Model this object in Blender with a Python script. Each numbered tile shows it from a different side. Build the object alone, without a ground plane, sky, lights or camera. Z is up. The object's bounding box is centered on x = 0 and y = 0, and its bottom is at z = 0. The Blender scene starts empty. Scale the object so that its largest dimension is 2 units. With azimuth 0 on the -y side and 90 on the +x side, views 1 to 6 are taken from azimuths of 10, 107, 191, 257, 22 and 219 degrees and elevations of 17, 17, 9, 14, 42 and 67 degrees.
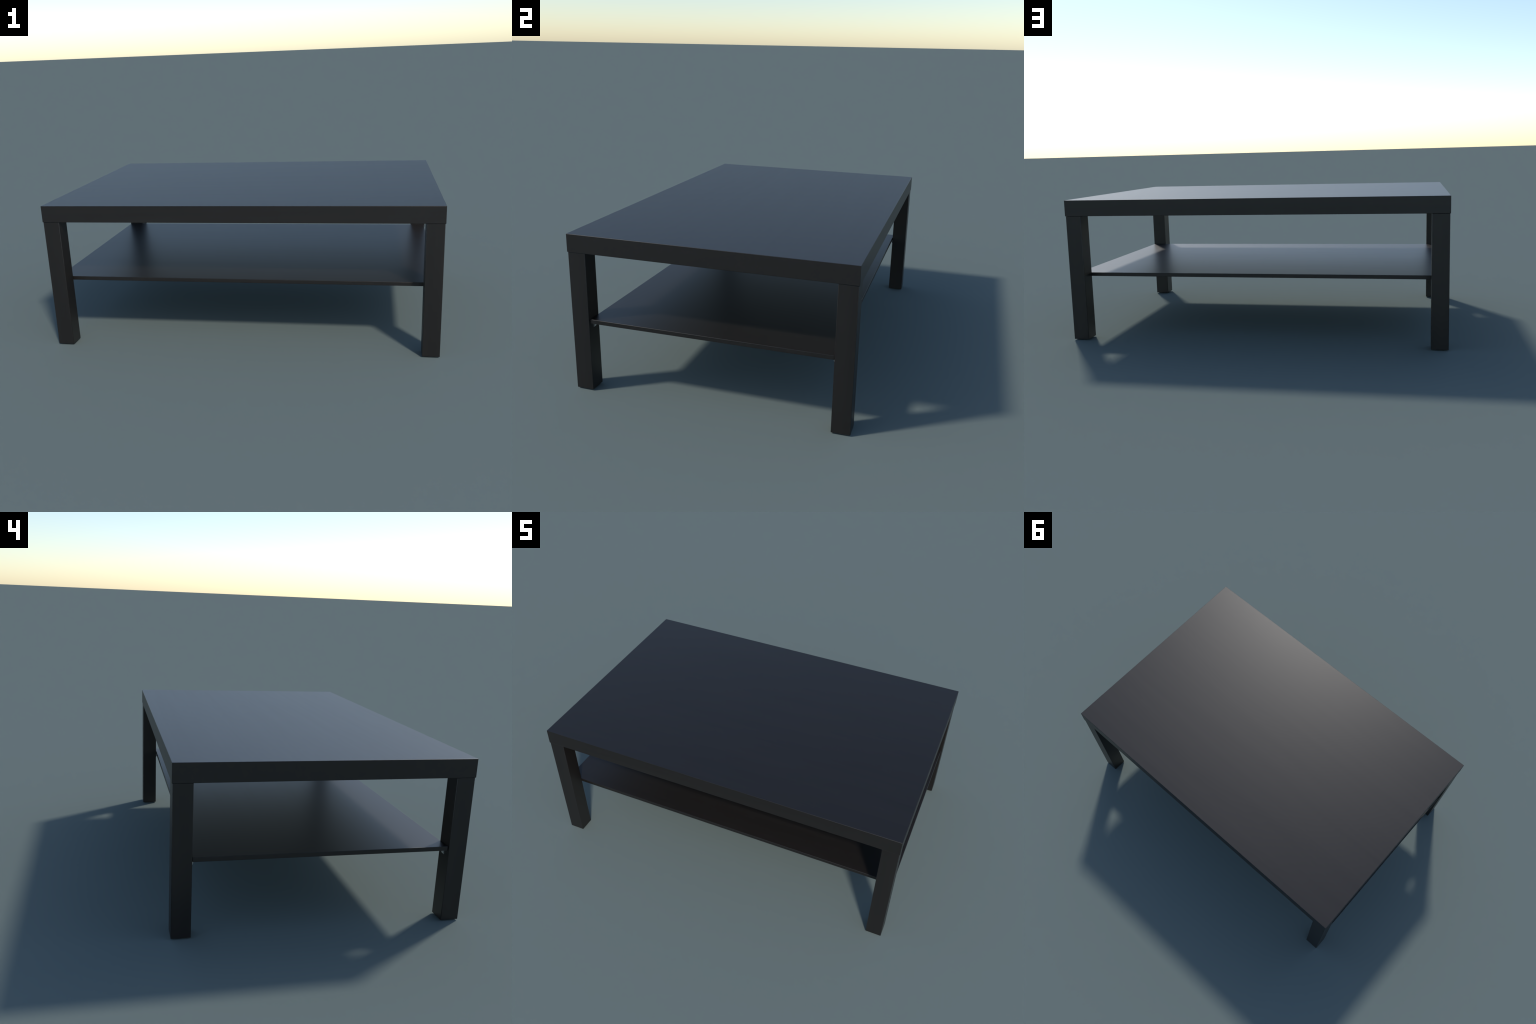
import bpy, bmesh, math
from mathutils import Vector

# ---------------------------------------------------------------- sizes (m)
HALF_L, HALF_W, HEIGHT = 1.0, 0.6611, 0.7627      # table outline
TOP_T = 0.0849                                     # tabletop thickness
LEG = 0.0850                                       # leg is square in section
OVERHANG = 0.0027                                  # leg set back under the top
FOOT_H = 0.0027                                    # glide under each leg
SHELF_Z, SHELF_T = 0.3593, 0.0202                  # shelf upper face, thickness
SHELF_HL, SHELF_HW = 0.9900, 0.5718                # shelf half length, half width
LEG_IN_Y = HALF_W - OVERHANG - LEG                 # inner face of the legs

# ---------------------------------------------------------------- materials
def foil(name, grain_axis, base=(0.0132, 0.0107, 0.0094), rough=0.40):
    """Black-brown printed wood foil: near-black, satin, with faint streaks
    that run along grain_axis."""
    m = bpy.data.materials.new(name)
    m.use_nodes = True
    nt = m.node_tree
    N, L = nt.nodes, nt.links
    bsdf = N["Principled BSDF"]
    tc = N.new("ShaderNodeTexCoord")
    mp = N.new("ShaderNodeMapping")
    sc = [36.0, 36.0, 36.0]
    sc[grain_axis] = 0.9
    mp.inputs["Scale"].default_value = sc
    L.new(tc.outputs["Object"], mp.inputs["Vector"])
    no = N.new("ShaderNodeTexNoise")
    no.inputs["Scale"].default_value = 1.0
    no.inputs["Detail"].default_value = 5.0
    no.inputs["Roughness"].default_value = 0.6
    no.inputs["Distortion"].default_value = 0.35
    L.new(mp.outputs["Vector"], no.inputs["Vector"])
    cr = N.new("ShaderNodeValToRGB")
    cr.color_ramp.elements[0].position = 0.30
    cr.color_ramp.elements[0].color = (*[c * 0.86 for c in base], 1)
    cr.color_ramp.elements[1].position = 0.72
    cr.color_ramp.elements[1].color = (*[c * 1.15 for c in base], 1)
    L.new(no.outputs["Fac"], cr.inputs["Fac"])
    L.new(cr.outputs["Color"], bsdf.inputs["Base Color"])
    mr = N.new("ShaderNodeMapRange")
    mr.inputs["From Min"].default_value = 0.3
    mr.inputs["From Max"].default_value = 0.7
    mr.inputs["To Min"].default_value = rough - 0.008
    mr.inputs["To Max"].default_value = rough + 0.008
    L.new(no.outputs["Fac"], mr.inputs["Value"])
    L.new(mr.outputs["Result"], bsdf.inputs["Roughness"])
    bsdf.inputs["IOR"].default_value = 1.5
    return m

def plain(name, col, rough, metal=0.0):
    m = bpy.data.materials.new(name)
    m.use_nodes = True
    nt = m.node_tree
    N, L = nt.nodes, nt.links
    b = N["Principled BSDF"]
    tc = N.new("ShaderNodeTexCoord")
    no = N.new("ShaderNodeTexNoise")
    no.inputs["Scale"].default_value = 180.0
    cr = N.new("ShaderNodeValToRGB")
    cr.color_ramp.elements[0].color = (*[c * 0.9 for c in col], 1)
    cr.color_ramp.elements[1].color = (*[c * 1.1 for c in col], 1)
    L.new(tc.outputs["Object"], no.inputs["Vector"])
    L.new(no.outputs["Fac"], cr.inputs["Fac"])
    L.new(cr.outputs["Color"], b.inputs["Base Color"])
    b.inputs["Roughness"].default_value = rough
    b.inputs["Metallic"].default_value = metal
    return m

mat_long = foil("black_brown_foil_lengthwise", 0)
mat_upright = foil("black_brown_foil_upright", 2)
mat_foot = plain("black_plastic", (0.010, 0.010, 0.010), 0.55)
mat_metal = plain("zinc_plated_steel", (0.62, 0.63, 0.64), 0.30, 1.0)

# ---------------------------------------------------------------- helpers
def finish(bm, name, mat, parent, loc=(0, 0, 0)):
    bm.normal_update()
    me = bpy.data.meshes.new(name)
    bm.to_mesh(me)
    bm.free()
    me.materials.append(mat)
    ob = bpy.data.objects.new(name, me)
    bpy.context.scene.collection.objects.link(ob)
    ob.parent = parent
    ob.location = loc
    return ob

def bevelled_box(sx, sy, sz, r, seg=4):
    """Board centred on its origin, every edge rounded; the broad faces stay
    flat shaded, the rounded strips smooth."""
    bm = bmesh.new()
    bmesh.ops.create_cube(bm, size=1.0)
    bmesh.ops.scale(bm, vec=(sx, sy, sz), verts=bm.verts)
    bmesh.ops.bevel(bm, geom=bm.edges[:], offset=r, offset_type='OFFSET',
                    segments=seg, profile=0.5, affect='EDGES')
    for f in bm.faces:
        n = f.normal
        f.smooth = max(abs(n.x), abs(n.y), abs(n.z)) < 0.9999
    return bm

def rounded_square(half, r, n=5):
    pts = []
    for k, (cx, cy) in enumerate([(1, 1), (-1, 1), (-1, -1), (1, -1)]):
        for i in range(n):
            a = math.pi / 2 * (k + i / (n - 1))
            pts.append((cx * (half - r) + r * math.cos(a),
                        cy * (half - r) + r * math.sin(a)))
    return pts

def loft(rings):
    """rings: (z, half width, corner radius) from bottom to top, capped."""
    bm = bmesh.new()
    loops = []
    for z, h, r in rings:
        loops.append([bm.verts.new((x, y, z)) for x, y in rounded_square(h, r)])
    n = len(loops[0])
    for a, b in zip(loops, loops[1:]):
        for i in range(n):
            j = (i + 1) % n
            f = bm.faces.new((a[i], a[j], b[j], b[i]))
            f.normal_update()
            f.smooth = max(abs(f.normal.x), abs(f.normal.y),
                           abs(f.normal.z)) < 0.9999
    bm.faces.new(list(reversed(loops[0])))
    bm.faces.new(loops[-1])
    return bm

# ---------------------------------------------------------------- the table
table = bpy.data.objects.new("coffee_table", None)
bpy.context.scene.collection.objects.link(table)
table["label"] = "low black-brown rectangular coffee table with square legs and shelf"
table["category"] = "coffee table"

finish(bevelled_box(2 * HALF_L, 2 * HALF_W, TOP_T, 0.0017), "tabletop",
       mat_long, table, (0, 0, HEIGHT - TOP_T / 2))

finish(bevelled_box(2 * SHELF_HL, 2 * SHELF_HW, SHELF_T, 0.0014), "shelf",
       mat_long, table, (0, 0, SHELF_Z - SHELF_T / 2))

# leg: rounded long edges, eased ends, and a hidden dowel up into the top
UNDER = HEIGHT - TOP_T
h, r = LEG / 2, 0.0022
leg_rings = [
    (FOOT_H, h - 0.0012, r - 0.0010), (FOOT_H + 0.0004, h - 0.0004, r - 0.0003),
    (FOOT_H + 0.0012, h, r),
    (UNDER - 0.0022, h, r), (UNDER - 0.0013, h - 0.0004, r - 0.0003),
    (UNDER - 0.0010, h - 0.0012, r - 0.0010),
    (UNDER - 0.0010, h * 0.6, 0.006), (UNDER + 0.0080, h * 0.6, 0.006),
]
# glide: low pad with a rounded outline, set in from the leg's faces
foot_rings = [
    (0.0, h - 0.0150, 0.014), (0.0006, h - 0.0115, 0.016),
    (0.0016, h - 0.0095, 0.018), (FOOT_H + 0.0008, h - 0.0090, 0.018),
]

# bracket: small steel wedge that carries the shelf at each leg
def bracket_mesh():
    prof = [(-0.004, 0.0000), (-0.004, -0.0280), (0.0015, -0.0280), (0.0055, -0.0245),
            (0.0085, -0.0180), (0.0098, -0.0100), (0.0100, 0.0000)]
    wx = 0.0075
    bm = bmesh.new()
    a = [bm.verts.new((-wx, y, z)) for y, z in prof]
    b = [bm.verts.new((wx, y, z)) for y, z in prof]
    n = len(prof)
    bm.faces.new(a)
    bm.faces.new(list(reversed(b)))
    for i in range(n):
        j = (i + 1) % n
        bm.faces.new((a[j], a[i], b[i], b[j]))
    bmesh.ops.recalc_face_normals(bm, faces=bm.faces)
    bmesh.ops.bevel(bm, geom=[e for e in bm.edges], offset=0.0010,
                    segments=2, profile=0.5, affect='EDGES')
    for f in bm.faces:
        f.smooth = True
    return bm

first = None
cx, cy = HALF_L - OVERHANG - h, HALF_W - OVERHANG - h
for sx in (-1, 1):
    for sy in (-1, 1):
        if first is None:
            leg = finish(loft(leg_rings), "leg", mat_upright, table)
            foot = finish(loft(foot_rings), "foot_glide", mat_foot, leg)
            br = finish(bracket_mesh(), "shelf_bracket", mat_metal, table)
            first = (leg, foot, br)
        else:
            leg, foot, br = (o.copy() for o in first)
            for o in (leg, foot, br):
                bpy.context.scene.collection.objects.link(o)
            foot.parent = leg
        leg.location = (sx * cx, sy * cy, 0)
        br.location = (sx * 0.9540, sy * LEG_IN_Y, SHELF_Z - SHELF_T - 0.0003)
        br.rotation_euler = (0, 0, 0 if sy < 0 else math.pi)
